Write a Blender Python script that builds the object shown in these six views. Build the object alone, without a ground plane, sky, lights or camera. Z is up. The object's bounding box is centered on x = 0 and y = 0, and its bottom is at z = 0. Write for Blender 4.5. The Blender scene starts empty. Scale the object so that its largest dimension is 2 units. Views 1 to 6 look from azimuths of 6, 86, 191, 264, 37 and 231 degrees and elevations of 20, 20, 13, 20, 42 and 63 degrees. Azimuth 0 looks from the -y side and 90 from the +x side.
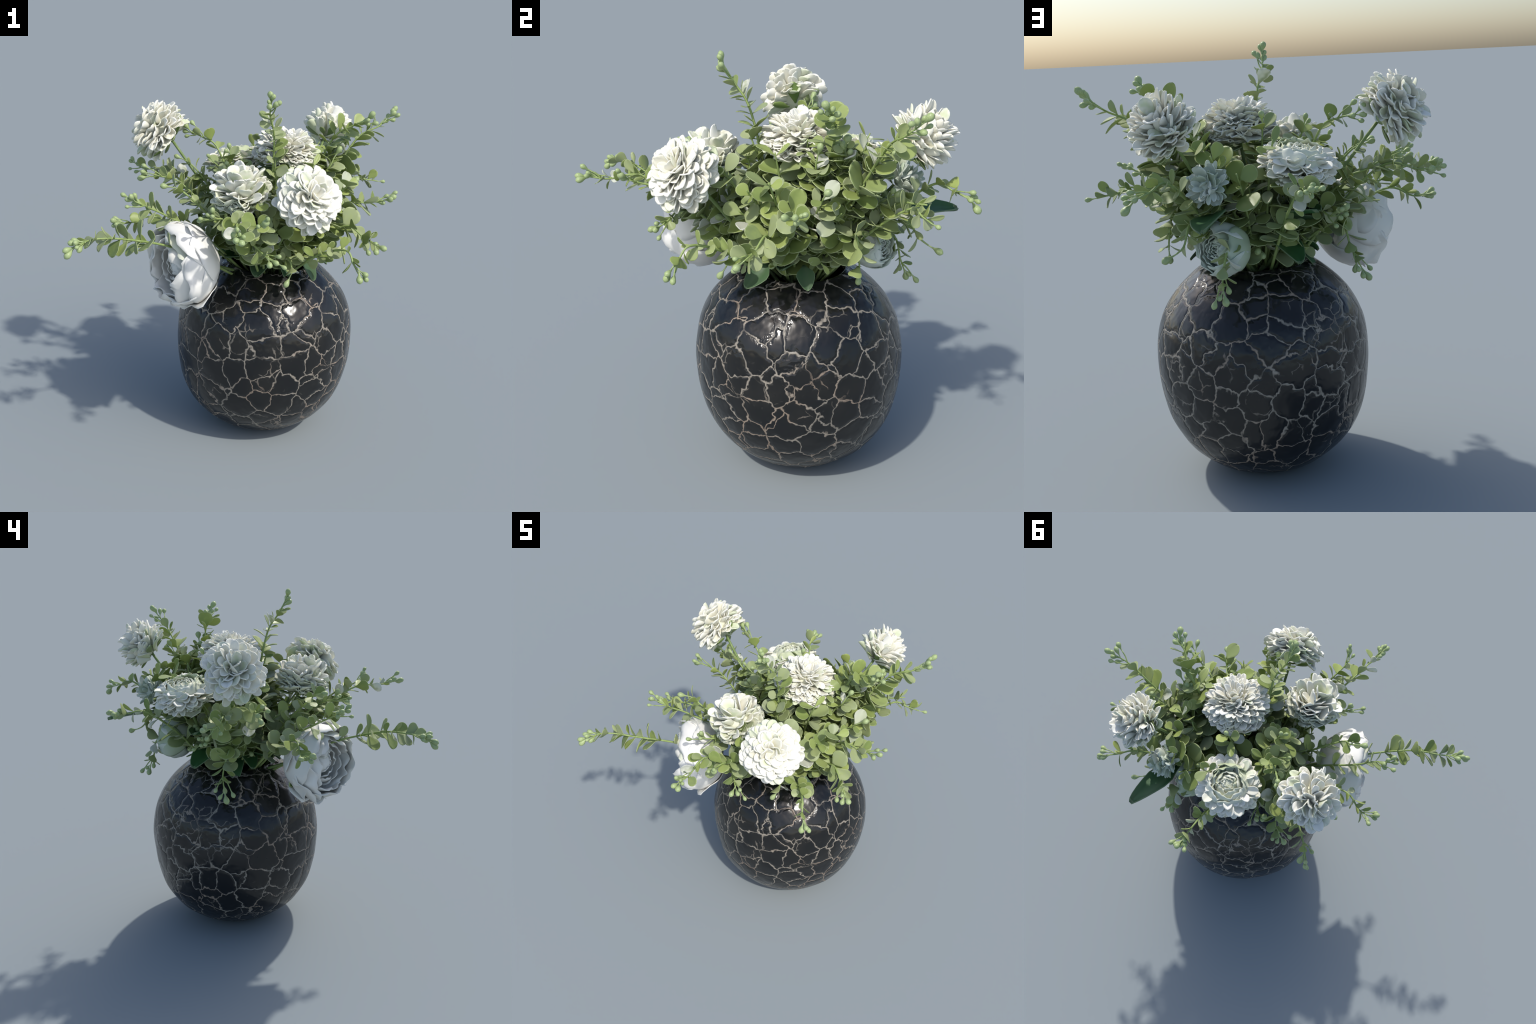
"""A round black crackle-glazed vase holding a bouquet: white pompom flowers, one big
peony, a small rose and many eucalyptus sprigs with round leaves and bud tips."""
import bpy
import math
import random
import numpy as np
from mathutils import Vector, Matrix, noise

rng = random.Random(7)
TAU = math.tau


def V(*a):
    return Vector(a)


# ------------------------------------------------------------------ materials
def new_mat(name):
    m = bpy.data.materials.new(name)
    m.use_nodes = True
    nt = m.node_tree
    for n in list(nt.nodes):
        nt.nodes.remove(n)
    out = nt.nodes.new("ShaderNodeOutputMaterial")
    return m, nt, out


class NT:
    """Small helper to wire nodes tersely."""

    def __init__(self, nt):
        self.nt = nt

    def node(self, kind, **props):
        n = self.nt.nodes.new(kind)
        for k, v in props.items():
            setattr(n, k, v)
        return n

    def put(self, sock, val):
        if hasattr(val, "is_linked") or isinstance(val, bpy.types.NodeSocket):
            self.nt.links.new(val, sock)
        elif val is not None:
            if sock.type == "RGBA" and len(val) == 3:
                val = (*val, 1)
            sock.default_value = val

    def math(self, op, a, b=None, c=None, clamp=False):
        n = self.node("ShaderNodeMath", operation=op, use_clamp=clamp)
        self.put(n.inputs[0], a)
        self.put(n.inputs[1], b)
        self.put(n.inputs[2], c)
        return n.outputs[0]

    def mix(self, f, a, b, blend="MIX"):
        n = self.node("ShaderNodeMix", data_type="RGBA", blend_type=blend)
        self.put(n.inputs[0], f)
        self.put(n.inputs[6], a)
        self.put(n.inputs[7], b)
        return n.outputs[2]

    def noise(self, vec, scale, detail=2.0, rough=0.5):
        n = self.node("ShaderNodeTexNoise")
        self.put(n.inputs["Vector"], vec)
        n.inputs["Scale"].default_value = scale
        n.inputs["Detail"].default_value = detail
        n.inputs["Roughness"].default_value = rough
        return n

    def step(self, x, lo, hi, a=0.0, b=1.0):
        n = self.node("ShaderNodeMapRange", interpolation_type="SMOOTHSTEP")
        self.put(n.inputs[0], x)
        n.inputs[1].default_value = lo
        n.inputs[2].default_value = hi
        n.inputs[3].default_value = a
        n.inputs[4].default_value = b
        return n.outputs[0]


def lifeforms(t):
    """A number 0-1 that differs for each separate object and each loose piece."""
    info = t.node("ShaderNodeObjectInfo").outputs["Random"]
    isl = t.node("ShaderNodeNewGeometry").outputs["Random Per Island"]
    return t.math("FRACT", t.math("ADD", info, isl))


def thin_surface(t, out, color, rough, trans, bump=None, spec=0.4, sheen=0.0):
    p = t.node("ShaderNodeBsdfPrincipled")
    t.put(p.inputs["Base Color"], color)
    p.inputs["Roughness"].default_value = rough
    p.inputs["Specular IOR Level"].default_value = spec
    tr = t.node("ShaderNodeBsdfTranslucent")
    t.put(tr.inputs["Color"], color)
    if bump is not None:
        b = t.node("ShaderNodeBump")
        b.inputs["Strength"].default_value = 0.25
        b.inputs["Distance"].default_value = 0.003
        t.put(b.inputs["Height"], bump)
        t.put(p.inputs["Normal"], b.outputs[0])
    mx = t.node("ShaderNodeMixShader")
    mx.inputs[0].default_value = trans
    t.nt.links.new(p.outputs[0], mx.inputs[1])
    t.nt.links.new(tr.outputs[0], mx.inputs[2])
    t.nt.links.new(mx.outputs[0], out.inputs[0])


def leaf_material(name, young, old, dusty, white=0.0, trans=0.22, rough=0.42):
    m, nt, out = new_mat(name)
    t = NT(nt)
    r = lifeforms(t)
    co = t.node("ShaderNodeTexCoord").outputs["Object"]
    c = t.mix(r, old, young)
    r2 = t.math("FRACT", t.math("MULTIPLY", r, 7.31))
    c = t.mix(t.step(r2, 0.2, 1.0, 0.0, 0.85), c, dusty)
    n = t.noise(co, 3.0, 3.0)
    c = t.mix(t.step(n.outputs[0], 0.35, 0.7, 0.0, 0.35), c, young)
    if white:
        n2 = t.noise(co, 1.7, 1.0)
        c = t.mix(t.step(n2.outputs[0], 0.36, 0.56, 0.25, white), c, (0.78, 0.80, 0.70))
    thin_surface(t, out, c, rough, trans, n.outputs[0])
    return m


def plain_thin(name, color, color2, trans=0.2, rough=0.5, scale=40.0):
    m, nt, out = new_mat(name)
    t = NT(nt)
    co = t.node("ShaderNodeTexCoord").outputs["Object"]
    n = t.noise(co, scale, 2.0)
    c = t.mix(t.step(n.outputs[0], 0.35, 0.65), color, color2)
    c = t.mix(t.math("MULTIPLY", lifeforms(t), 0.5), c, color2)
    thin_surface(t, out, c, rough, trans)
    return m


def petal_material(name, tip, mid, green, amount):
    """White petals; some pieces take a green or cream cast, stronger where noise says so."""
    m, nt, out = new_mat(name)
    t = NT(nt)
    r = lifeforms(t)
    co = t.node("ShaderNodeTexCoord").outputs["Object"]
    n = t.noise(co, 2.5, 2.0)
    c = t.mix(t.step(r, 0.2, 1.0), tip, mid)
    r2 = t.math("FRACT", t.math("MULTIPLY", r, 5.7))
    g = t.math("MULTIPLY", t.step(r2, 1.0 - amount, 1.0), t.step(n.outputs[0], 0.3, 0.65))
    c = t.mix(g, c, green)
    thin_surface(t, out, c, 0.5, 0.10, None, 0.3)
    return m


M_LEAF = leaf_material("eucalyptus_leaf", (0.43, 0.515, 0.16), (0.25, 0.335, 0.10), (0.43, 0.485, 0.31))
M_PALE = leaf_material("pale_leaf", (0.36, 0.45, 0.16), (0.26, 0.34, 0.12), (0.36, 0.42, 0.25), white=1.0)
M_RIM = plain_thin("leaf_rim", (0.39, 0.47, 0.19), (0.45, 0.52, 0.27))
M_STEM = plain_thin("sprig_stem", (0.25, 0.34, 0.10), (0.33, 0.42, 0.16), 0.0)
M_STALK = plain_thin("flower_stalk", (0.17, 0.25, 0.08), (0.23, 0.31, 0.12), 0.0)
M_BUD = plain_thin("green_bud", (0.34, 0.45, 0.17), (0.44, 0.53, 0.27), 0.1, 0.38, 25.0)
M_DARK = leaf_material("dark_leaf", (0.05, 0.15, 0.045), (0.022, 0.08, 0.032), (0.10, 0.15, 0.085), trans=0.12)
M_DARKRIM = plain_thin("dark_leaf_rim", (0.14, 0.22, 0.11), (0.2, 0.28, 0.15))
M_PETAL = petal_material("white_petal", (0.97, 0.96, 0.87), (0.94, 0.915, 0.77), (0.72, 0.79, 0.54), 0.4)
M_PETALG = petal_material("greenish_petal", (0.86, 0.88, 0.75), (0.80, 0.81, 0.64), (0.50, 0.58, 0.32), 0.5)
M_PEONY = petal_material("peony_petal", (0.95, 0.935, 0.885), (0.91, 0.89, 0.82), (0.80, 0.84, 0.66), 0.2)
M_ROSE = petal_material("rose_petal", (0.70, 0.77, 0.67), (0.80, 0.84, 0.76), (0.42, 0.52, 0.32), 0.4)
M_SEPAL = leaf_material("sepal", (0.26, 0.36, 0.10), (0.16, 0.25, 0.07), (0.36, 0.42, 0.24))


def vase_material():
    m, nt, out = new_mat("crackle_glaze")
    t = NT(nt)
    co = t.node("ShaderNodeTexCoord").outputs["Object"]

    def wobble(scale, amt, base):
        n = t.noise(base, scale, 2.0)
        s = t.node("ShaderNodeVectorMath", operation="SUBTRACT")
        nt.links.new(n.outputs["Color"], s.inputs[0])
        s.inputs[1].default_value = (0.5, 0.5, 0.5)
        k = t.node("ShaderNodeVectorMath", operation="SCALE")
        nt.links.new(s.outputs[0], k.inputs[0])
        k.inputs["Scale"].default_value = amt
        a = t.node("ShaderNodeVectorMath", operation="ADD")
        nt.links.new(base, a.inputs[0])
        nt.links.new(k.outputs[0], a.inputs[1])
        return a.outputs[0]

    w = wobble(32.0, 0.026, wobble(13.0, 0.07, co))
    # direction out of the (nearly round) body, to measure crack width along its surface
    cen = t.node("ShaderNodeVectorMath", operation="SUBTRACT")
    nt.links.new(co, cen.inputs[0])
    cen.inputs[1].default_value = (0, 0, 0.5)

    def vec(op, x, y=None):
        n = t.node("ShaderNodeVectorMath", operation=op)
        nt.links.new(x, n.inputs[0])
        if y is not None:
            nt.links.new(y, n.inputs[1])
        return n.outputs["Value"] if op in ("LENGTH", "DOT_PRODUCT") else n.outputs[0]

    outward = vec("NORMALIZE", cen.outputs[0])

    def cracks(scale, width, cut=0.3):
        """Cell borders of even width on the surface: distance to the plane between the two
        nearest cell centres, divided by how steeply that plane meets the surface."""
        near = []
        for feat in ("F1", "F2"):
            v = t.node("ShaderNodeTexVoronoi", feature=feat)
            t.put(v.inputs["Vector"], w)
            v.inputs["Scale"].default_value = scale
            v.inputs["Randomness"].default_value = 0.85
            near.append(v.outputs["Position"])
        half = t.node("ShaderNodeVectorMath", operation="SCALE")
        nt.links.new(vec("ADD", near[0], near[1]), half.inputs[0])
        half.inputs["Scale"].default_value = 0.5
        across = vec("NORMALIZE", vec("SUBTRACT", near[1], near[0]))
        plane = t.math("ABSOLUTE", vec("DOT_PRODUCT", vec("SUBTRACT", w, half.outputs[0]), across))
        steep = vec("LENGTH", vec("CROSS_PRODUCT", outward, across))
        d = t.math("DIVIDE", plane, t.math("MAXIMUM", steep, 0.05))
        here = t.step(steep, cut, cut + 0.15)
        return t.math("MULTIPLY", t.step(d, width * 0.1, width, 1.0, 0.0), here), t.math("MULTIPLY", t.step(d, 0.0, 0.02, 1.0, 0.0), here)

    c1, dome = cracks(7.8, 0.0059)
    c2, dome2 = cracks(11.0, 0.0048, 0.6)
    k1 = t.step(t.noise(co, 7.0, 2.0).outputs[0], 0.30, 0.42, 0.2, 1.0)
    k2 = t.step(t.noise(co, 6.0, 1.0).outputs[0], 0.56, 0.62, 0.0, 0.55)
    crack = t.math("MAXIMUM", t.math("MULTIPLY", c1, k1), t.math("MULTIPLY", c2, k2))
    fine = t.noise(co, 60.0, 3.0)
    soft = t.math("MULTIPLY", crack, t.step(fine.outputs[0], 0.25, 0.6, 0.55, 1.0))
    hue = t.step(t.noise(co, 4.0, 2.0).outputs[0], 0.45, 0.65)
    line = t.mix(hue, (0.32, 0.285, 0.235), (0.34, 0.262, 0.198))
    speck = t.step(t.noise(co, 38.0, 2.0).outputs[0], 0.66, 0.74, 0.0, 0.4)
    glaze = t.mix(t.step(t.noise(co, 6.0, 3.0).outputs[0], 0.35, 0.7), (0.008, 0.0085, 0.009), (0.016, 0.0155, 0.014))
    glaze = t.mix(t.math("MULTIPLY", speck, 0.12), glaze, (0.2, 0.19, 0.17))
    c = t.mix(soft, glaze, line)
    p = t.node("ShaderNodeBsdfPrincipled")
    t.put(p.inputs["Base Color"], c)
    rough = t.step(t.noise(co, 9.0, 3.0).outputs[0], 0.3, 0.75, 0.17, 0.25)
    t.put(p.inputs["Roughness"], t.math("ADD", rough, t.math("MULTIPLY", soft, 0.3)))
    p.inputs["Specular IOR Level"].default_value = 0.5
    h = t.math("ADD", t.math("MULTIPLY", t.math("MULTIPLY", dome, k1), -1.6), t.math("MULTIPLY", t.noise(co, 11.0, 2.0).outputs[0], 4.0))
    h = t.math("ADD", h, t.math("MULTIPLY", crack, 0.9))
    b = t.node("ShaderNodeBump")
    b.inputs["Strength"].default_value = 0.34
    b.inputs["Distance"].default_value = 0.006
    t.put(b.inputs["Height"], h)
    t.put(p.inputs["Normal"], b.outputs[0])
    nt.links.new(p.outputs[0], out.inputs[0])
    return m


def matte(name, color):
    m, nt, out = new_mat(name)
    t = NT(nt)
    co = t.node("ShaderNodeTexCoord").outputs["Object"]
    n = t.noise(co, 25.0, 4.0)
    p = t.node("ShaderNodeBsdfPrincipled")
    t.put(p.inputs["Base Color"], t.mix(n.outputs[0], color, tuple(x * 1.8 for x in color)))
    p.inputs["Roughness"].default_value = 0.9
    nt.links.new(p.outputs[0], out.inputs[0])
    return m


# ------------------------------------------------------------------ mesh helpers
def make_mesh(name, verts, faces, mats, mat_index=None):
    me = bpy.data.meshes.new(name)
    me.from_pydata([tuple(v) for v in verts], [], faces)
    for m in mats:
        me.materials.append(m)
    me.polygons.foreach_set("use_smooth", [True] * len(me.polygons))
    if mat_index is not None:
        me.polygons.foreach_set("material_index", mat_index)
    me.update()
    return me


def add(name, me, parent, mw=None):
    ob = bpy.data.objects.new(name, me)
    bpy.context.scene.collection.objects.link(ob)
    if parent is not None:
        ob.parent = parent
    if mw is not None:
        ob.matrix_local = mw
    return ob


def shell(grid, thick):
    """Closed thin shell from a (rows, cols, 3) grid; returns verts, faces, 'is rim' flags."""
    g = np.asarray(grid, float)
    nr, nc = g.shape[:2]
    du = np.gradient(g, axis=1)
    dv = np.gradient(g, axis=0)
    n = np.cross(du, dv)
    n /= np.linalg.norm(n, axis=2, keepdims=True) + 1e-12
    e = np.ones((nr, nc, 1))
    e[:, 0] = e[:, -1] = 0.55
    e[0] = e[-1] = 0.55
    top = (g + n * thick * 0.5 * e).reshape(-1, 3)
    bot = (g - n * thick * 0.5 * e).reshape(-1, 3)
    off = nr * nc
    faces, rim = [], []
    for j in range(nr - 1):
        for i in range(nc - 1):
            a = j * nc + i
            edge = i in (0, nc - 2) or j == nr - 2
            faces.append((a, a + 1, a + nc + 1, a + nc))
            faces.append((off + a, off + a + nc, off + a + nc + 1, off + a + 1))
            rim += [edge, edge]
    loop = [i for i in range(nc)] + [j * nc + nc - 1 for j in range(1, nr)]
    loop += [(nr - 1) * nc + i for i in range(nc - 2, -1, -1)] + [j * nc for j in range(nr - 2, 0, -1)]
    for k, a in enumerate(loop):
        b = loop[(k + 1) % len(loop)]
        faces.append((b, a, off + a, off + b))
        rim.append(True)
    return np.vstack([top, bot]), faces, rim


def blade_grid(width, belly, tipround, cup, bend, ruffle=0.0, waves=3, stalk=0.12, phase=0.0, rows=8, cols=7, rim=0.022, fold=0.0):
    """Unit-length leaf or petal along +Y, upper face +Z. The last strips are narrow so a
    rim can take its own material."""
    ts = np.array([0.0, 0.14, 0.3, 0.46, 0.62, 0.76, 0.88, 0.96 - rim * 0.2, 1.0])[: rows + 1]
    us = np.concatenate([[-1], np.linspace(-1 + rim * 1.6, 1 - rim * 1.6, cols - 2), [1]])
    g = np.zeros((len(ts), len(us), 3))
    for j, t in enumerate(ts):
        if t < belly:
            s = t / belly
            w = stalk + (1 - stalk) * (s * s * (3 - 2 * s)) ** 0.85
        else:
            s = (t - belly) / (1 - belly) * 0.985
            w = (1 - s ** tipround) ** (1 / 2)
        for i, u in enumerate(us):
            x = u * w * width * 0.5
            ang = bend * t
            y = t if abs(bend) < 1e-4 else math.sin(ang) / bend
            z = 0.0 if abs(bend) < 1e-4 else (1 - math.cos(ang)) / bend
            c = cup * width * w * u * u + fold * width * w * abs(u)
            c += ruffle * t * t * math.sin(waves * u * 2.2 + phase + 2.0 * t)
            g[j, i] = (x, y - c * math.sin(ang), z + c * math.cos(ang))
    return g


def blade_mesh(name, thick, mats, **kw):
    v, f, rim = shell(blade_grid(**kw), thick)
    idx = [1 if r else 0 for r in rim] if len(mats) > 1 else None
    return make_mesh(name, v, f, mats, idx)


def frame(pos, ydir, zhint, scale, roll=0.0, sx=1.0):
    y = ydir.normalized()
    x = y.cross(zhint)
    if x.length < 1e-4:
        x = y.orthogonal()
    x.normalize()
    z = x.cross(y)
    m = Matrix((x, y, z)).transposed()
    m = m @ Matrix.Rotation(roll, 3, "Y")
    m = m @ Matrix.Diagonal((scale * sx, scale, scale))
    return Matrix.Translation(pos) @ m.to_4x4()


def tube(points, r0, r1, sides=6):
    pts = [Vector(p) for p in points]
    verts, faces = [], []
    up = Vector((0.3, 0.2, 1)).normalized()
    for i, p in enumerate(pts):
        d = (pts[min(i + 1, len(pts) - 1)] - pts[max(i - 1, 0)]).normalized()
        a = d.cross(up)
        if a.length < 0.05:
            a = d.orthogonal()
        a.normalize()
        b = d.cross(a)
        r = r0 + (r1 - r0) * i / (len(pts) - 1)
        for k in range(sides):
            w = TAU * k / sides
            verts.append(p + (a * math.cos(w) + b * math.sin(w)) * r)
    for i in range(len(pts) - 1):
        for k in range(sides):
            k2 = (k + 1) % sides
            faces.append((i * sides + k, i * sides + k2, (i + 1) * sides + k2, (i + 1) * sides + k))
    faces.append(tuple(range(sides - 1, -1, -1)))
    faces.append(tuple((len(pts) - 1) * sides + k for k in range(sides)))
    return verts, faces


def curve_points(ctrl, n):
    """Smooth curve through the control points (Catmull-Rom)."""
    c = [Vector(p) for p in ctrl]
    c = [c[0] * 2 - c[1]] + c + [c[-1] * 2 - c[-2]]
    out = []
    segs = len(c) - 3
    for i in range(n):
        x = i / (n - 1) * segs
        k = min(int(x), segs - 1)
        t = x - k
        p0, p1, p2, p3 = c[k : k + 4]
        out.append(0.5 * ((2 * p1) + (p2 - p0) * t + (2 * p0 - 5 * p1 + 4 * p2 - p3) * t * t + (3 * p1 - p0 - 3 * p2 + p3) * t ** 3))
    return out


def join_copies(name, parts, mats):
    """One mesh from (mesh, matrix) pairs; the meshes share the same material slots."""
    vs, fs, mi, off = [], [], [], 0
    for me, mw in parts:
        k = len(me.vertices)
        co = np.empty(k * 3)
        me.vertices.foreach_get("co", co)
        a = np.array(mw)
        vs.append(co.reshape(-1, 3) @ a[:3, :3].T + a[:3, 3])
        for p in me.polygons:
            fs.append(tuple(v + off for v in p.vertices))
            mi.append(p.material_index)
        off += k
    return make_mesh(name, np.vstack(vs), fs, mats, mi)


# ------------------------------------------------------------------ vase
AX = V(0.0985, 0.135, 0.0)  # vase axis on the ground
LEAN = V(0.0037, -0.0129, 0.0)
PROFILE = [(0.0, 0.180), (0.02, 0.231), (0.06, 0.299), (0.14, 0.386), (0.25, 0.453), (0.38, 0.489), (0.52, 0.503),
           (0.66, 0.493), (0.78, 0.456), (0.88, 0.386), (0.96, 0.298), (0.985, 0.25), (0.994, 0.235), (0.99, 0.222), (0.96, 0.222), (0.88, 0.34), (0.7, 0.44)]


def build_vase():
    top = add("vase", None, None, Matrix.Translation(AX))
    top["label"] = "round glossy black vase with pale crackle lines"
    top["category"] = "vase"
    pr = curve_points([(r, 0, z) for z, r in PROFILE], 110)
    seg = 144
    verts, faces = [], []
    for p in pr:
        for k in range(seg):
            a = TAU * k / seg
            z = max(p.z, 0.0)
            q = V(p.x * math.cos(a), p.x * math.sin(a), z) + LEAN * (z - 0.5)
            w = noise.noise(q * 3.2) * 0.006 + noise.noise(q * 8.0 + V(3, 1, 7)) * 0.0035
            fade = min(1.0, z / 0.06)
            q += V(math.cos(a), math.sin(a), 0) * w * fade
            verts.append(q)
    n = len(pr)
    for i in range(n - 1):
        for k in range(seg):
            k2 = (k + 1) % seg
            faces.append((i * seg + k, i * seg + k2, (i + 1) * seg + k2, (i + 1) * seg + k))
    faces.append(tuple(range(seg - 1, -1, -1)))
    me = make_mesh("vase_body", verts, faces, [vase_material()])
    add("vase_body", me, top)
    # near-black disc inside the vase, seen through the mouth
    v, f = [], []
    for i in range(8):
        for k in range(40):
            a = TAU * k / 40
            r = 0.33 * i / 7 + 0.001
            v.append(V(r * math.cos(a), r * math.sin(a), 0.86 + 0.03 * noise.noise(V(r * 20 * math.cos(a), r * 20 * math.sin(a), 0))))
    for i in range(7):
        for k in range(40):
            k2 = (k + 1) % 40
            f.append((i * 40 + k, (i + 1) * 40 + k, (i + 1) * 40 + k2, i * 40 + k2))
    add("dark_mouth_disc", make_mesh("dark_mouth_disc", v, f, [matte("near_black_matte", (0.012, 0.014, 0.010))]), top)


build_vase()
HUB = V(0.10, 0.12, 0.97)
bouquet = add("flower_bouquet", None, None, Matrix.Translation(HUB))
bouquet["label"] = "bouquet of white pompom flowers, peony and eucalyptus sprigs"
bouquet["category"] = "flower bouquet"

# ------------------------------------------------------------------ flowers
PETAL_BUDGET = []  # (visible size, flower object, mesh, local matrix)


def petal_set(tag, mat, kind):
    out = []
    for k in range(5):
        ph = rng.uniform(0, 6)
        if kind == "spoon":
            kw = dict(width=rng.uniform(0.46, 0.60), belly=0.68, tipround=2.1, cup=rng.uniform(0.14, 0.34), bend=rng.uniform(-0.45, 0.4), ruffle=0.014, stalk=0.34, phase=ph)
        elif kind == "slim":
            kw = dict(width=rng.uniform(0.32, 0.44), belly=0.62, tipround=1.9, cup=rng.uniform(0.15, 0.3), bend=rng.uniform(-0.35, 0.25), ruffle=0.015, stalk=0.35, phase=ph)
        else:  # ruffled
            kw = dict(width=rng.uniform(0.8, 1.05), belly=0.7, tipround=2.6, cup=rng.uniform(0.05, 0.2), bend=rng.uniform(-0.3, 0.3), ruffle=0.07, waves=4, stalk=0.3, phase=ph)
        out.append(blade_mesh(f"{tag}_petal", 0.042 if kind != "ruffled" else 0.034, [mat], **kw))
    return out


def blob(R, squash, mat, name):
    """Lumpy round core."""
    v, f = [], []
    nr, ns = 12, 20
    for i in range(nr + 1):
        th = math.pi * i / nr
        for k in range(ns):
            a = TAU * k / ns
            d = V(math.sin(th) * math.cos(a), math.sin(th) * math.sin(a), math.cos(th) * squash)
            v.append(d * R * (1 + 0.1 * noise.noise(d * 4)))
    for i in range(nr):
        for k in range(ns):
            k2 = (k + 1) % ns
            f.append((i * ns + k, (i + 1) * ns + k, (i + 1) * ns + k2, i * ns + k2))
    return make_mesh(name, v, f, [mat])


SEPAL = blade_mesh("sepal", 0.05, [M_SEPAL, M_RIM], width=0.5, belly=0.55, tipround=1.7, cup=0.2, bend=0.5)


def flower_base(name, center, axis, R, core_mat, core=0.55, sepals=6, label=None):
    z = axis.normalized()
    x = z.orthogonal().normalized()
    y = z.cross(x)
    mw = Matrix.Translation(center - HUB) @ Matrix((x, y, z)).transposed().to_4x4()
    ob = add(name, blob(R * core, 0.85, core_mat, name), bouquet, mw)
    for k in range(sepals):
        a = TAU * k / sepals + rng.uniform(-0.3, 0.3)
        out = V(math.cos(a), math.sin(a), 0)
        d = (out + V(0, 0, rng.uniform(-0.5, 0.15))).normalized()
        add("sepal", SEPAL, ob, frame(out * R * 0.25 + V(0, 0, -R * 0.55), d, V(0, 0, 1), R * rng.uniform(0.55, 0.8)))
    return ob


def pompom(ob, R, n, plen, petals, th_max, flat=1.0, th_min=0.0, back=0.35, jitter=0.07, grow=0.0, wild=0.25, open_=0.0):
    """Petals whose tips sit on a dome: a golden-angle spiral from the top down to th_max."""
    c0, c1 = math.cos(th_min), math.cos(th_max)
    for i in range(n):
        s = (i + 0.5) / n
        ct = c0 + (c1 - c0) * s
        th = math.acos(max(-1, min(1, ct)))
        ph = i * 2.39996 + rng.uniform(-0.2, 0.2)
        rr = R * (1 + rng.uniform(-jitter, jitter))
        tip = V(math.sin(th) * math.cos(ph), math.sin(th) * math.sin(ph), math.cos(th) * flat) * rr
        o = V(0, 0, -back * R)
        d = (tip - o).normalized()
        if open_ and th > 0.15:  # lay the petals open, so their upper faces show
            d = (d + V(math.cos(ph), math.sin(ph), -0.55 * math.sin(th)) * open_ * min(1.0, th)).normalized()
        L = plen * (1 + grow * (s - 0.5)) * rng.uniform(0.85, 1.15)
        up = V(0, 0, 1) + V(rng.uniform(-1, 1), rng.uniform(-1, 1), 0) * 0.3
        if th < 0.5:
            up = V(-math.cos(ph), -math.sin(ph), 0.15)
        d = (d + V(rng.uniform(-1, 1), rng.uniform(-1, 1), rng.uniform(-1, 1)) * 0.17).normalized()
        m = frame(tip - d * L, d, up, L, rng.gauss(0, wild), rng.uniform(0.85, 1.15))
        me = petals[rng.randrange(len(petals))]
        PETAL_BUDGET.append((L * (0.6 + 0.4 * ct if ct > 0 else 0.6 + 0.4 * ct), ob, me, m))


def shell_petal(name, mat, rho, az, span, th0, th1, flare, ruffle, thick, squash=1.0, nu=15, nv=12, seed=0.0, fringe=0.035):
    """A broad petal on a ball of radius rho, from polar angle th0 (bottom) up to th1, with
    a wavy, out-turned lip."""
    g = np.zeros((nv, nu, 3))
    for j in range(nv):
        t = j / (nv - 1)
        for i in range(nu):
            u = -1 + 2 * i / (nu - 1)
            wt = math.sin(min(1.0, 0.28 + t * 1.05) * math.pi * 0.5) ** 0.8
            if t > 0.7:
                wt *= 1 - 0.25 * ((t - 0.7) / 0.3) ** 2
            a = az + u * span * 0.5 * wt
            edge = 1 - 0.16 * u * u + fringe * math.sin(5 * u + seed * 3) + fringe * 0.5 * math.sin(11 * u + seed)
            th = th0 + (th1 - th0) * t * (edge if t > 0 else 1)
            r = rho * (1 + flare * t ** 3 + 0.05 * u * u * t)
            p = V(math.sin(th) * math.cos(a), math.sin(th) * math.sin(a), math.cos(th))
            r += 0.8 * ruffle * t * t * (noise.noise(p * 3.5 + V(seed, seed * 2, 1)) + 0.5 * math.sin(7 * u + seed * 5) * t)
            r += rho * 0.03 * noise.noise(p * 3.0 + V(seed * 7, 0, 2))
            g[j, i] = (p.x * r, p.y * r, p.z * r * squash)
    v, f, _ = shell(g, thick)
    return make_mesh(name, v, f, [mat])


def rosette(ob, mat, layers, thick):
    """Concentric rows of shell petals; layers: (count, rho, span, th0, th1, flare, ruffle, squash)."""
    for cnt, rho, span, th0, th1, flare, ruffle, squash in layers:
        off = rng.uniform(0, TAU)
        for k in range(cnt):
            s = rng.uniform(0, 50)
            me = shell_petal("petal", mat, rho * rng.uniform(0.93, 1.06), off + TAU * k / cnt + rng.uniform(-0.15, 0.15), span * rng.uniform(0.9, 1.1),
                             th0, th1 * rng.uniform(0.88, 1.12), flare * rng.uniform(0.4, 1.5), ruffle, thick, squash, seed=s)
            add("petal", me, ob)


FLOWERS = []  # (center, R) keep-out balls for the foliage


def stalk(to, axis, R, r=0.0095):
    end = to - axis.normalized() * R * 0.5
    base = HUB + V(rng.uniform(-0.08, 0.08), rng.uniform(-0.08, 0.08), -0.1)
    mid = base.lerp(end, 0.6) + V(rng.uniform(-0.03, 0.03), rng.uniform(-0.03, 0.03), -0.04) - axis.normalized() * R * 0.6
    v, f = tube([p - HUB for p in curve_points([base, mid, end], 14)], r, r * 0.8, 8)
    add("flower_stalk", make_mesh("flower_stalk", v, f, [M_STALK]), bouquet)


SPOON = petal_set("dahlia", M_PETAL, "spoon")
SPOONG = petal_set("dahlia", M_PETALG, "spoon")
SLIM = petal_set("aster", M_PETAL, "slim")
SLIMG = petal_set("aster", M_PETALG, "slim")
RUFF = petal_set("carnation", M_PETALG, "ruffled")
RUFFW = petal_set("carnation", M_PETAL, "ruffled")
SLIMR = petal_set("carnation", M_ROSE, "slim")
RUFFR = petal_set("carnation", M_ROSE, "ruffled")


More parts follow.
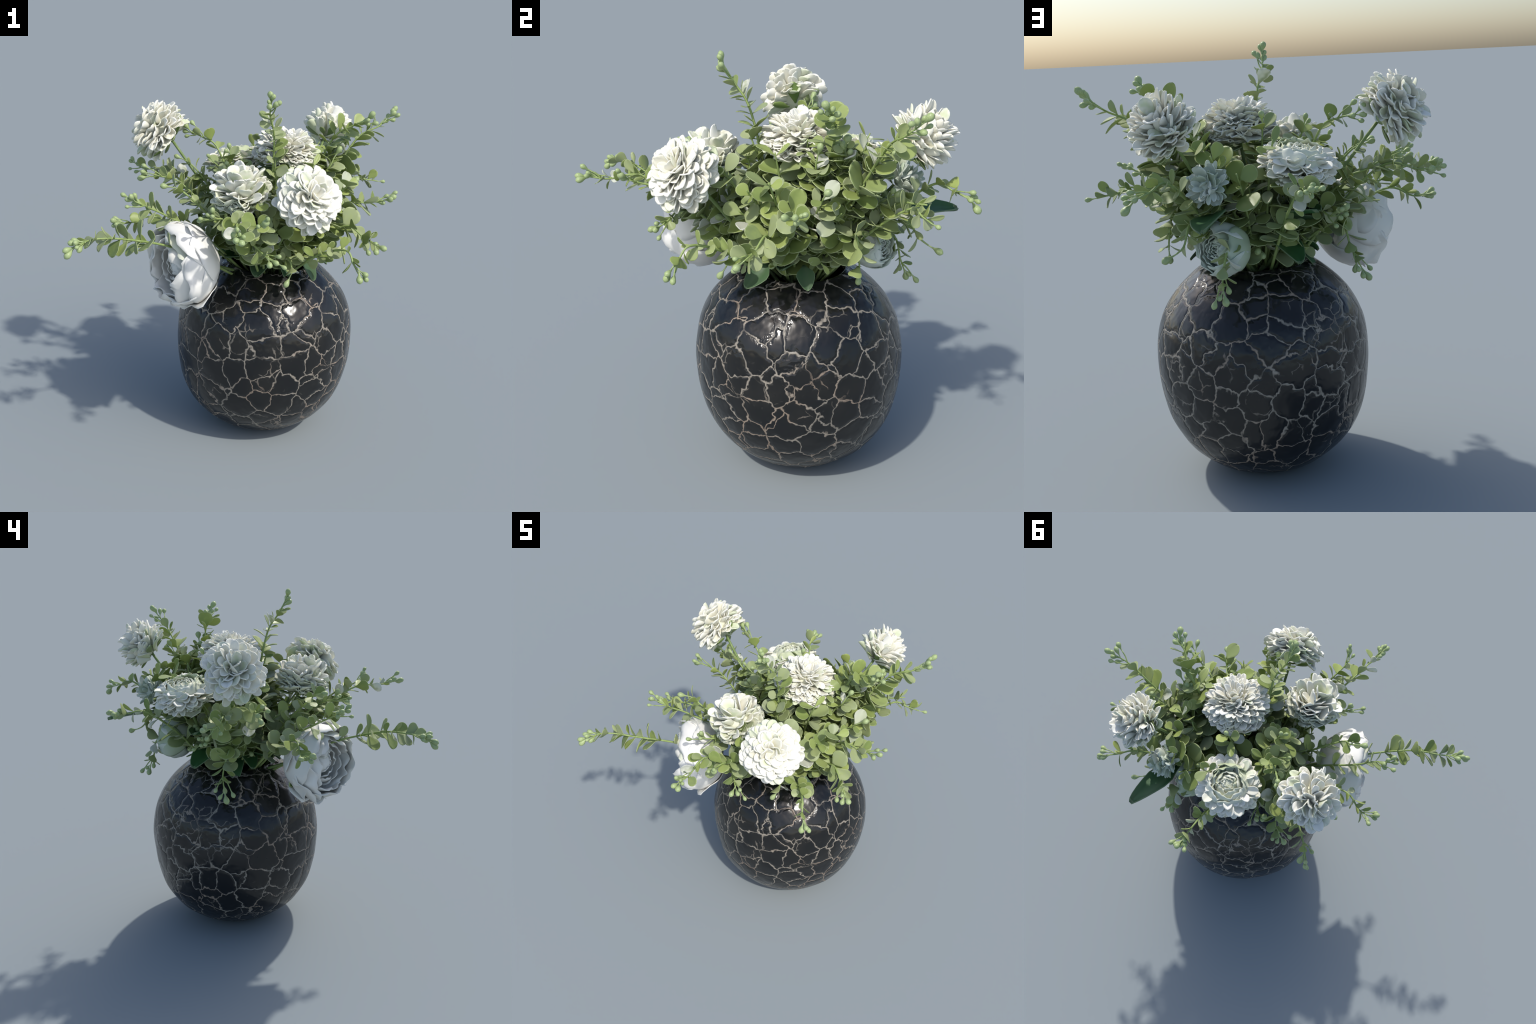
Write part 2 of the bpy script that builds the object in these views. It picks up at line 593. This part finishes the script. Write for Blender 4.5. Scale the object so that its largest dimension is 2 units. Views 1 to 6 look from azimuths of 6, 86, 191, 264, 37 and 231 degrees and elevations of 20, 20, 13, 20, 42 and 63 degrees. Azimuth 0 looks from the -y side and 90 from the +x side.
def make_flowers():
    def start(name, c, ax, R, mat=M_PETALG, core=0.5, sepals=6):
        c, ax = V(*c), V(*ax)
        FLOWERS.append((c, R))
        stalk(c, ax, R)
        return flower_base(name, c, ax, R, mat, core, sepals)

    # big dahlias, left, right and front
    f = start("dahlia_flower", (-0.545, 0.170, 1.680), (-0.7, -0.05, 0.5), 0.155)
    pompom(f, 0.160, 150, 0.112, SPOON, 2.2, 0.88, jitter=0.14, wild=0.4, open_=0.3)
    f = start("dahlia_flower", (0.362, 0.628, 1.665), (0.2, 0.65, 0.6), 0.125)
    pompom(f, 0.139, 140, 0.105, SLIM + SPOON[:3], 1.95, 1.0, back=0.6, jitter=0.14, wild=0.4)
    f = start("dahlia_flower", (0.328, -0.392, 1.512), (0.48, -0.64, 0.52), 0.155)
    pompom(f, 0.166, 165, 0.118, SPOON, 2.1, 0.76, jitter=0.12, wild=0.35, open_=0.4)
    # the aster pompom on top with many slim petals
    f = start("aster_flower", (0.165, 0.13, 1.625), (0.1, 0.0, 0.95), 0.165)
    pompom(f, 0.172, 270, 0.095, SLIM + SLIM + SPOON[:2], 2.0, 0.72, jitter=0.12, wild=0.4, open_=0.3)
    pompom(f, 0.178, 40, 0.11, RUFFW, 2.1, 0.7, th_min=1.5)
    # front left: large upright petals above a ruffled skirt
    f = start("dahlia_flower", (-0.018, -0.27, 1.48), (-0.05, -0.25, 0.95), 0.145)
    pompom(f, 0.145, 95, 0.095, RUFF + SPOONG[:2], 2.1, 0.7, th_min=1.1, jitter=0.14)
    pompom(f, 0.160, 46, 0.13, SPOON + RUFFW[:2] + SPOONG[:2], 1.3, 0.92, grow=-0.2, jitter=0.16, wild=0.5)
    # the ranunculus at the back: a rose heart in a collar of round petals
    f = start("ranunculus_flower", (-0.156, 0.41, 1.482), (-0.2, 0.15, 0.95), 0.155)
    pompom(f, 0.168, 105, 0.095, SPOON, 1.9, 0.6, th_min=0.85, jitter=0.12, wild=0.35, open_=0.25)
    pompom(f, 0.148, 45, 0.09, RUFF, 2.3, 0.8, th_min=1.7, jitter=0.12)
    rosette(f, M_PETALG, [(6, 0.118, 1.5, 1.5, 0.85, 0.05, 0.012, 0.85), (5, 0.10, 1.6, 1.5, 0.75, 0.05, 0.012, 1.0), (5, 0.08, 1.7, 1.5, 0.62, 0.0, 0.01, 1.15), (5, 0.058, 1.7, 1.5, 0.5, 0.0, 0.008, 1.45), (4, 0.04, 1.9, 1.5, 0.45, 0.0, 0.006, 1.9), (3, 0.022, 2.2, 1.5, 0.4, 0.0, 0.004, 3.0)], 0.0045)
    # small carnation
    f = start("carnation_flower", (0.198, 0.595, 1.42), (0.1, 0.9, 0.35), 0.09, M_ROSE)
    pompom(f, 0.092, 62, 0.072, RUFFR + SLIMR + SLIMR, 2.05, 1.0, jitter=0.16, wild=0.5)
    # the peony leaning out over the vase
    f = start("peony_flower", (-0.300, -0.314, 1.088), (-0.76, -0.65, 0.0), 0.2, M_PEONY, 0.35, 4)
    rosette(f, M_PEONY, [(5, 0.206, 2.0, 2.75, 1.45, 0.10, 0.026, 0.82), (5, 0.200, 1.9, 2.6, 1.12, 0.09, 0.026, 0.88), (5, 0.186, 1.8, 2.5, 0.88, 0.08, 0.024, 0.92), (5, 0.166, 1.7, 2.4, 0.76, 0.07, 0.020, 0.95),
                         (5, 0.125, 1.6, 2.2, 0.68, 0.05, 0.013, 0.78), (4, 0.094, 1.7, 2.1, 0.6, 0.04, 0.010, 0.85), (4, 0.066, 1.8, 1.9, 0.5, 0.0, 0.007, 1.0), (3, 0.036, 2.0, 1.9, 0.4, 0.0, 0.005, 1.5)], 0.005)
    # the small rose on the shoulder
    f = start("rose_flower", (0.178, 0.468, 1.122), (0.55, 0.8, 0.1), 0.112, M_ROSE, 0.35, 5)
    rosette(f, M_ROSE, [(5, 0.112, 1.8, 2.7, 0.85, 0.1, 0.010, 0.95), (5, 0.1, 1.7, 2.5, 0.75, 0.05, 0.009, 0.98), (5, 0.086, 1.7, 2.4, 0.68, 0.03, 0.008, 1.02), (5, 0.07, 1.7, 2.3, 0.62, 0.03, 0.008, 1.1), (4, 0.053, 1.8, 2.0, 0.55, 0.0, 0.007, 1.3), (4, 0.036, 2.0, 1.9, 0.5, 0.0, 0.006, 1.7), (3, 0.02, 2.2, 1.9, 0.45, 0.0, 0.004, 2.7)], 0.0042)


make_flowers()

PETAL_BUDGET.sort(key=lambda p: -p[0])
rest = {}
for k, (size, ob, me, m) in enumerate(PETAL_BUDGET):
    if k < 210:
        add("petal", me, ob, m)
    else:
        rest.setdefault(ob.name, (ob, {}))[1].setdefault(me.materials[0].name, []).append((me, m))
for ob, groups in rest.values():
    for parts in groups.values():
        o = add("petal_cluster", join_copies("petal_cluster", parts, list(parts[0][0].materials)), ob)
        o["kind"] = "stuff"

# ------------------------------------------------------------------ sprigs
LEAVES = []
for k in range(6):
    LEAVES.append(blade_mesh("leaf", 0.027, [M_LEAF, M_RIM], width=rng.uniform(0.70, 0.95), belly=rng.uniform(0.56, 0.64), tipround=2.3, cup=rng.uniform(0.02, 0.17), bend=rng.uniform(-0.4, 0.35), stalk=0.1, ruffle=0.02, phase=k))
NARROW = []
for k in range(3):
    NARROW.append(blade_mesh("leaf", 0.035, [M_LEAF, M_RIM], width=rng.uniform(0.36, 0.5), belly=0.6, tipround=2.0, cup=0.15, bend=rng.uniform(-0.5, 0.4), stalk=0.1))
PALE = []
for k in range(2):
    PALE.append(blade_mesh("leaf", 0.032, [M_PALE, M_PALE], width=0.75, belly=0.6, tipround=2.2, cup=0.18, bend=0.3 - 0.6 * k, stalk=0.1, ruffle=0.02))


def bud_mesh():
    """Egg-shaped bud, unit length along +Y, running out into its little stalk."""
    prof = [(0.0, 0.035), (0.25, 0.04), (0.42, 0.06), (0.54, 0.12), (0.68, 0.178), (0.82, 0.185), (0.93, 0.125), (1.0, 0.012)]
    pts = curve_points([(r, y, 0) for y, r in prof], 15)
    v, f, ns = [], [], 10
    for p in pts:
        for k in range(ns):
            a = TAU * k / ns
            v.append(V(max(p.x, 0.01) * math.cos(a), p.y, max(p.x, 0.01) * math.sin(a)))
    for i in range(len(pts) - 1):
        for k in range(ns):
            k2 = (k + 1) % ns
            f.append((i * ns + k, (i + 1) * ns + k, (i + 1) * ns + k2, i * ns + k2))
    return make_mesh("bud", v, f, [M_BUD])


BUD = bud_mesh()
ROSE_FRONT = V(0.26, 0.59, 1.135)
LEAF_BUDGET = []  # (size seen, sprig object, mesh, matrix)


def inside_flower(p, slack=0.93):
    return any((p - c).length < R * slack for c, R in FLOWERS)


def near_vase(p):
    """Would the point lie inside the vase body?"""
    if p.z > 0.99 or p.z < 0:
        return False
    zs = [z for z, r in PROFILE[:12]]
    rs = [r for z, r in PROFILE[:12]]
    return (V(p.x, p.y, 0) - AX).length < float(np.interp(p.z, zs, rs)) + 0.004


def sprig(ctrl, leaf0=0.08, leaf1=0.03, step=0.034, buds=4, start=0.3, showy=1.0, fan=1.0, narrow=0.15, filler=False, forks=2):
    n = 26
    pts = curve_points(ctrl, n)
    v, f = tube([p - HUB for p in pts], 0.0075, 0.0035, 6)
    fork_ends = []
    for k in range(forks):
        i = n - 4 - rng.randrange(4) - k
        d = (pts[i + 1] - pts[i - 1]).normalized()
        a = d.orthogonal().normalized()
        w = rng.uniform(0, TAU)
        e = (d + (a * math.cos(w) + d.cross(a) * math.sin(w)) * rng.uniform(0.6, 1.0)).normalized()
        L = rng.uniform(0.03, 0.07)
        end = pts[i] + e * L + d * L * 0.3
        if inside_flower(end) or near_vase(end):
            continue
        v2, f2 = tube([p - HUB for p in curve_points([pts[i], pts[i] + e * L * 0.55, end], 6)], 0.004, 0.0028, 6)
        f += [tuple(x + len(v) for x in q) for q in f2]
        v += v2
        fork_ends.append((end, (end - pts[i] - e * L * 0.5).normalized()))
    ob = add("eucalyptus_sprig", make_mesh("eucalyptus_sprig", v, f, [M_STEM]), bouquet)
    seglen = [0.0]
    for a, b in zip(pts, pts[1:]):
        seglen.append(seglen[-1] + (b - a).length)
    total = seglen[-1]
    s, turn = total * start, rng.uniform(0, TAU)
    while s < total * (0.95 if forks else 0.985):
        t = s / total
        x = float(np.interp(s, seglen, range(n)))
        i = min(int(x), n - 2)
        p = pts[i].lerp(pts[i + 1], x - i)
        d = (pts[i + 1] - pts[i]).normalized()
        a = d.orthogonal().normalized()
        b = d.cross(a)
        size = leaf0 + (leaf1 - leaf0) * min(1.0, max(0.0, (t - start) / (1 - start))) ** 1.6
        for side in (0, 1):
            if rng.random() < 0.09:
                continue
            w = turn + math.pi * side + rng.uniform(-0.35, 0.35)
            out = a * math.cos(w) + b * math.sin(w)
            lean = rng.uniform(0.1, 0.85) + 0.3 * t
            ld = (out * fan + d * lean).normalized()
            L = size * rng.uniform(0.68, 1.28)
            q = p + ld * L * 0.55
            if inside_flower(q) or inside_flower(p + ld * L, 0.97) or near_vase(q) or near_vase(p + ld * L) or (filler and (q - ROSE_FRONT).length < 0.11):
                continue
            pool = NARROW if rng.random() < narrow + 0.25 * t * t else LEAVES
            if rng.random() < 0.05:
                pool = PALE
            m = frame(p + out * 0.004 - HUB, ld, d + V(0, 0, 0.3), L, rng.gauss(0, 0.35))
            outer = (q - V(0.1, 0.12, 1.2)).length
            LEAF_BUDGET.append((L * showy * (0.5 + outer), ob, pool[rng.randrange(len(pool))], m))
        turn += math.pi / 2 + rng.uniform(-0.2, 0.2)
        s += step * rng.choice((0.7, 0.85, 1.0, 1.1, 1.5)) * (1.1 - 0.3 * t)
    tipd = (pts[-1] - pts[-3]).normalized()
    for end, d in fork_ends:
        L = rng.uniform(0.05, 0.07)
        add("bud", BUD, ob, frame(end - d * L * 0.2 - HUB, d, V(0, 0, 1), L, 0, rng.uniform(0.9, 1.2)))
    for k in range(buds):
        a = tipd.orthogonal().normalized()
        b = tipd.cross(a)
        w = TAU * k / max(buds, 1) + rng.uniform(-0.5, 0.5)
        spread = rng.uniform(0.35, 1.0) if k else 0.15
        d = (tipd + (a * math.cos(w) + b * math.sin(w)) * spread).normalized()
        base = pts[-1] if k < 2 else pts[-2].lerp(pts[-5], rng.random())
        L = rng.uniform(0.055, 0.09)
        q = base + d * L
        if not (inside_flower(q) or near_vase(q)):
            add("bud", BUD, ob, frame(base - d * L * 0.1 - HUB, d, V(0, 0, 1), L, 0, rng.uniform(0.85, 1.15)))
    return ob


# The sprigs that stand out of the bouquet: where each leaves the mass, bends and ends.
def out_from(x, y, z):
    return V(x, y, z)


SPRIGS = [
    # tip, bend, leaf size, buds
    ((0.735, 0.540, 1.800), (0.53, 0.44, 1.65), 0.102, 5),
    ((0.100, -0.220, 1.965), (0.115, -0.09, 1.74), 0.068, 5),
    ((0.601, 0.201, 1.830), (0.40, 0.25, 1.68), 0.106, 5),
    ((0.713, 0.620, 1.373), (0.52, 0.55, 1.39), 0.070, 1),
    ((0.450, 0.862, 1.394), (0.335, 0.69, 1.44), 0.070, 3),
    ((-0.735, -0.825, 1.320), (-0.505, -0.60, 1.30), 0.080, 6),
    ((-0.557, -0.416, 1.448), (-0.40, -0.27, 1.33), 0.075, 5),
    ((0.053, -0.858, 1.436), (0.01, -0.58, 1.42), 0.078, 5),
    ((0.740, 0.046, 1.426), (0.50, 0.06, 1.38), 0.090, 3),
    ((0.705, -0.173, 1.225), (0.52, -0.05, 1.29), 0.085, 2),
    ((0.622, -0.462, 1.174), (0.53, -0.36, 1.26), 0.065, 2),
    ((0.184, -0.525, 1.221), (0.06, -0.40, 1.27), 0.075, 2),
    ((-0.407, 0.237, 0.949), (-0.30, 0.19, 1.18), 0.068, 3),
    ((-0.754, 0.344, 1.438), (-0.50, 0.22, 1.44), 0.070, 3),
    ((0.155, 0.640, 0.945), (0.135, 0.57, 1.14), 0.070, 2),
    ((-0.259, 0.809, 1.419), (-0.19, 0.63, 1.40), 0.068, 5),
    ((-0.699, -0.183, 1.227), (-0.49, -0.15, 1.28), 0.062, 3),
    ((-0.396, -0.305, 1.51), (-0.285, -0.265, 1.44), 0.06, 1),
    ((0.469, 0.364, 1.061), (0.43, 0.34, 1.25), 0.085, 1),
    ((0.264, -0.235, 1.02), (0.24, -0.18, 1.12), 0.07, 1),
    ((-0.41, 0.258, 1.675), (-0.22, 0.18, 1.60), 0.055, 3),
    ((-0.137, -0.462, 1.41), (-0.08, -0.36, 1.36), 0.06, 3),
    ((-0.60, 0.05, 1.45), (-0.40, 0.06, 1.42), 0.07, 2),
    ((-0.33, 0.33, 1.23), (-0.2, 0.25, 1.25), 0.075, 4),
    ((0.33, 0.72, 1.13), (0.28, 0.58, 1.26), 0.075, 1),
    ((0.119, -0.674, 1.45), (0.1, -0.5, 1.38), 0.08, 2),
    # leafy shoots that crowd the stalks of the two high flowers
    ((0.30, 0.53, 1.60), (0.24, 0.40, 1.42), 0.085, 1),
    ((0.46, 0.47, 1.62), (0.36, 0.38, 1.45), 0.088, 1),
    ((0.43, 0.30, 1.62), (0.34, 0.28, 1.45), 0.09, 2),
    ((0.25, 0.38, 1.60), (0.2, 0.33, 1.42), 0.09, 0),
    ((0.47, 0.46, 1.63), (0.37, 0.38, 1.47), 0.088, 1),
    ((0.44, 0.17, 1.63), (0.34, 0.19, 1.46), 0.092, 1),
    ((0.46, 0.29, 1.68), (0.36, 0.27, 1.50), 0.092, 1),
    ((0.60, 0.63, 1.43), (0.42, 0.52, 1.38), 0.080, 0),
    ((0.34, 0.42, 1.66), (0.26, 0.34, 1.48), 0.085, 0),
    ((-0.43, 0.16, 1.55), (-0.28, 0.15, 1.42), 0.075, 1),
    ((-0.52, 0.24, 1.48), (-0.33, 0.2, 1.38), 0.075, 0),
    ((-0.25, 0.08, 1.58), (-0.14, 0.1, 1.42), 0.085, 1),
    ((0.15, -0.12, 1.58), (0.14, -0.08, 1.42), 0.09, 0),
    ((-0.12, 0.02, 1.6), (-0.05, 0.05, 1.42), 0.085, 0),
]

for tip, bend, size, nb in SPRIGS:
    tip, bend = V(*tip), V(*bend)
    flat = V(bend.x, bend.y, 0) - V(HUB.x, HUB.y, 0)
    base = HUB + flat * 0.25 + V(0, 0, -0.02)
    mid = base.lerp(bend, 0.55) + V(0, 0, 0.04)
    inner = (bend - base).length
    outer = (tip - bend).length
    wob = V(rng.uniform(-1, 1), rng.uniform(-1, 1), rng.uniform(-1, 1)) * outer * 0.06
    sprig([base, mid, bend, bend.lerp(tip, 0.55) + wob, tip - (tip - bend).normalized() * 0.035], size * 1.32, 0.058, 0.036 if tip.z > 1.75 else 0.045, nb, start=0.42 * inner / (inner + outer), showy=1.5, forks=2 if nb > 1 else 0)

# Filling foliage: short sprigs fanned over a dome between the flowers.
N_FILL = 64
for i in range(N_FILL):
    s = (i + 0.5) / N_FILL
    z = 1.66 - 0.58 * s ** 0.9  # from the crown down to just above the mouth
    wide = float(np.interp(z, [1.05, 1.15, 1.25, 1.38, 1.5, 1.6, 1.66], [0.29, 0.345, 0.42, 0.50, 0.50, 0.40, 0.2]))
    ph = i * 2.39996 + rng.uniform(-0.25, 0.25)
    k = rng.uniform(0.55, 1.0)
    d = V(math.cos(ph) * wide * 0.95, math.sin(ph) * wide * 1.05, 0) * k
    if d.x > 0 and z < 1.32:
        d *= 0.86
    tip = V(0.12, 0.12, z) + d
    if d.x < -0.25:
        tip.x += 0.07
    base = HUB + V(d.x, d.y, 0) * 0.28 + V(0, 0, 0.02)
    mid = base.lerp(tip, 0.55) + V(0, 0, 0.06)
    if inside_flower(tip, 0.8):
        continue
    sprig([base, mid, tip], rng.uniform(0.10, 0.13), 0.082, 0.056, rng.choice([0, 0, 0, 0, 1, 2]), start=0.3, fan=1.2, narrow=0.05, filler=True, forks=0)

LEAF_BUDGET.sort(key=lambda p: -p[0])
rest = {}
for k, (size, ob, me, m) in enumerate(LEAF_BUDGET):
    if k < 285:
        add("leaf", me, ob, m)
    else:
        rest.setdefault(ob.name, (ob, {}))[1].setdefault(me.materials[0].name, []).append((me, m))
for ob, groups in rest.values():
    for parts in groups.values():
        o = add("leaf_cluster", join_copies("leaf_cluster", parts, list(parts[0][0].materials)), ob)
        o["kind"] = "stuff"

# ------------------------------------------------------------------ broad dark leaves round the mouth
BROAD = [blade_mesh("broad_leaf", 0.02, [M_DARK, M_DARKRIM], width=w, belly=0.42, tipround=1.25, cup=0.03, bend=b, fold=0.16, ruffle=0.02, phase=w * 9, rim=0.03) for w, b in ((0.6, -0.5), (0.52, -0.9), (0.66, 0.2))]


def broad_leaf(base, tip, k, roll=0.0, up=V(0, 0, 1)):
    d = tip - base
    add("broad_leaf", BROAD[k], bouquet, frame(base - HUB, d, up, d.length, roll))


POINTED = blade_mesh("broad_leaf", 0.016, [M_DARK, M_DARKRIM], width=0.44, belly=0.40, tipround=1.05, cup=0.02, bend=-0.12, fold=0.10, ruffle=0.02, rim=0.03)
add("broad_leaf", POINTED, bouquet, frame(V(0.20, 0.50, 1.285) - HUB, V(-0.032, 0.36, 0.008), V(0.1, 0, 1), 0.365, 0.15))
broad_leaf(V(0.33, 0.13, 1.08), V(0.42, 0.14, 0.985), 2, 0.0, V(1, 0, 0.2))
broad_leaf(V(0.30, -0.02, 1.08), V(0.36, -0.13, 0.98), 2, 0.2, V(1, -0.5, 0.3))
# the rest stand low round the mouth: angle, inner and outer reach, heights
for a, r0, r1, z0, z1, k in ((2.35, 0.08, 0.36, 1.13, 1.10, 0), (2.75, 0.1, 0.34, 1.18, 1.19, 2), (3.1, 0.08, 0.31, 1.08, 1.05, 1), (3.5, 0.08, 0.30, 1.1, 1.07, 0), (3.9, 0.08, 0.30, 1.07, 1.04, 2),
                             (2.5, 0.14, 0.42, 1.22, 1.24, 2), (4.6, 0.08, 0.30, 1.07, 1.04, 0), (5.3, 0.08, 0.29, 1.08, 1.06, 1), (5.9, 0.08, 0.29, 1.07, 1.05, 2), (4.2, 0.1, 0.33, 1.18, 1.24, 0), (2.9, 0.1, 0.3, 1.2, 1.33, 2)):
    o = V(math.cos(a), math.sin(a), 0)
    c = V(AX.x, AX.y, 0)
    broad_leaf(c + o * r0 + V(0, 0, z0), c + o * r1 + V(0, 0, z1), k, rng.uniform(-0.4, 0.4), V(0, 0, 1) + o * 0.8)
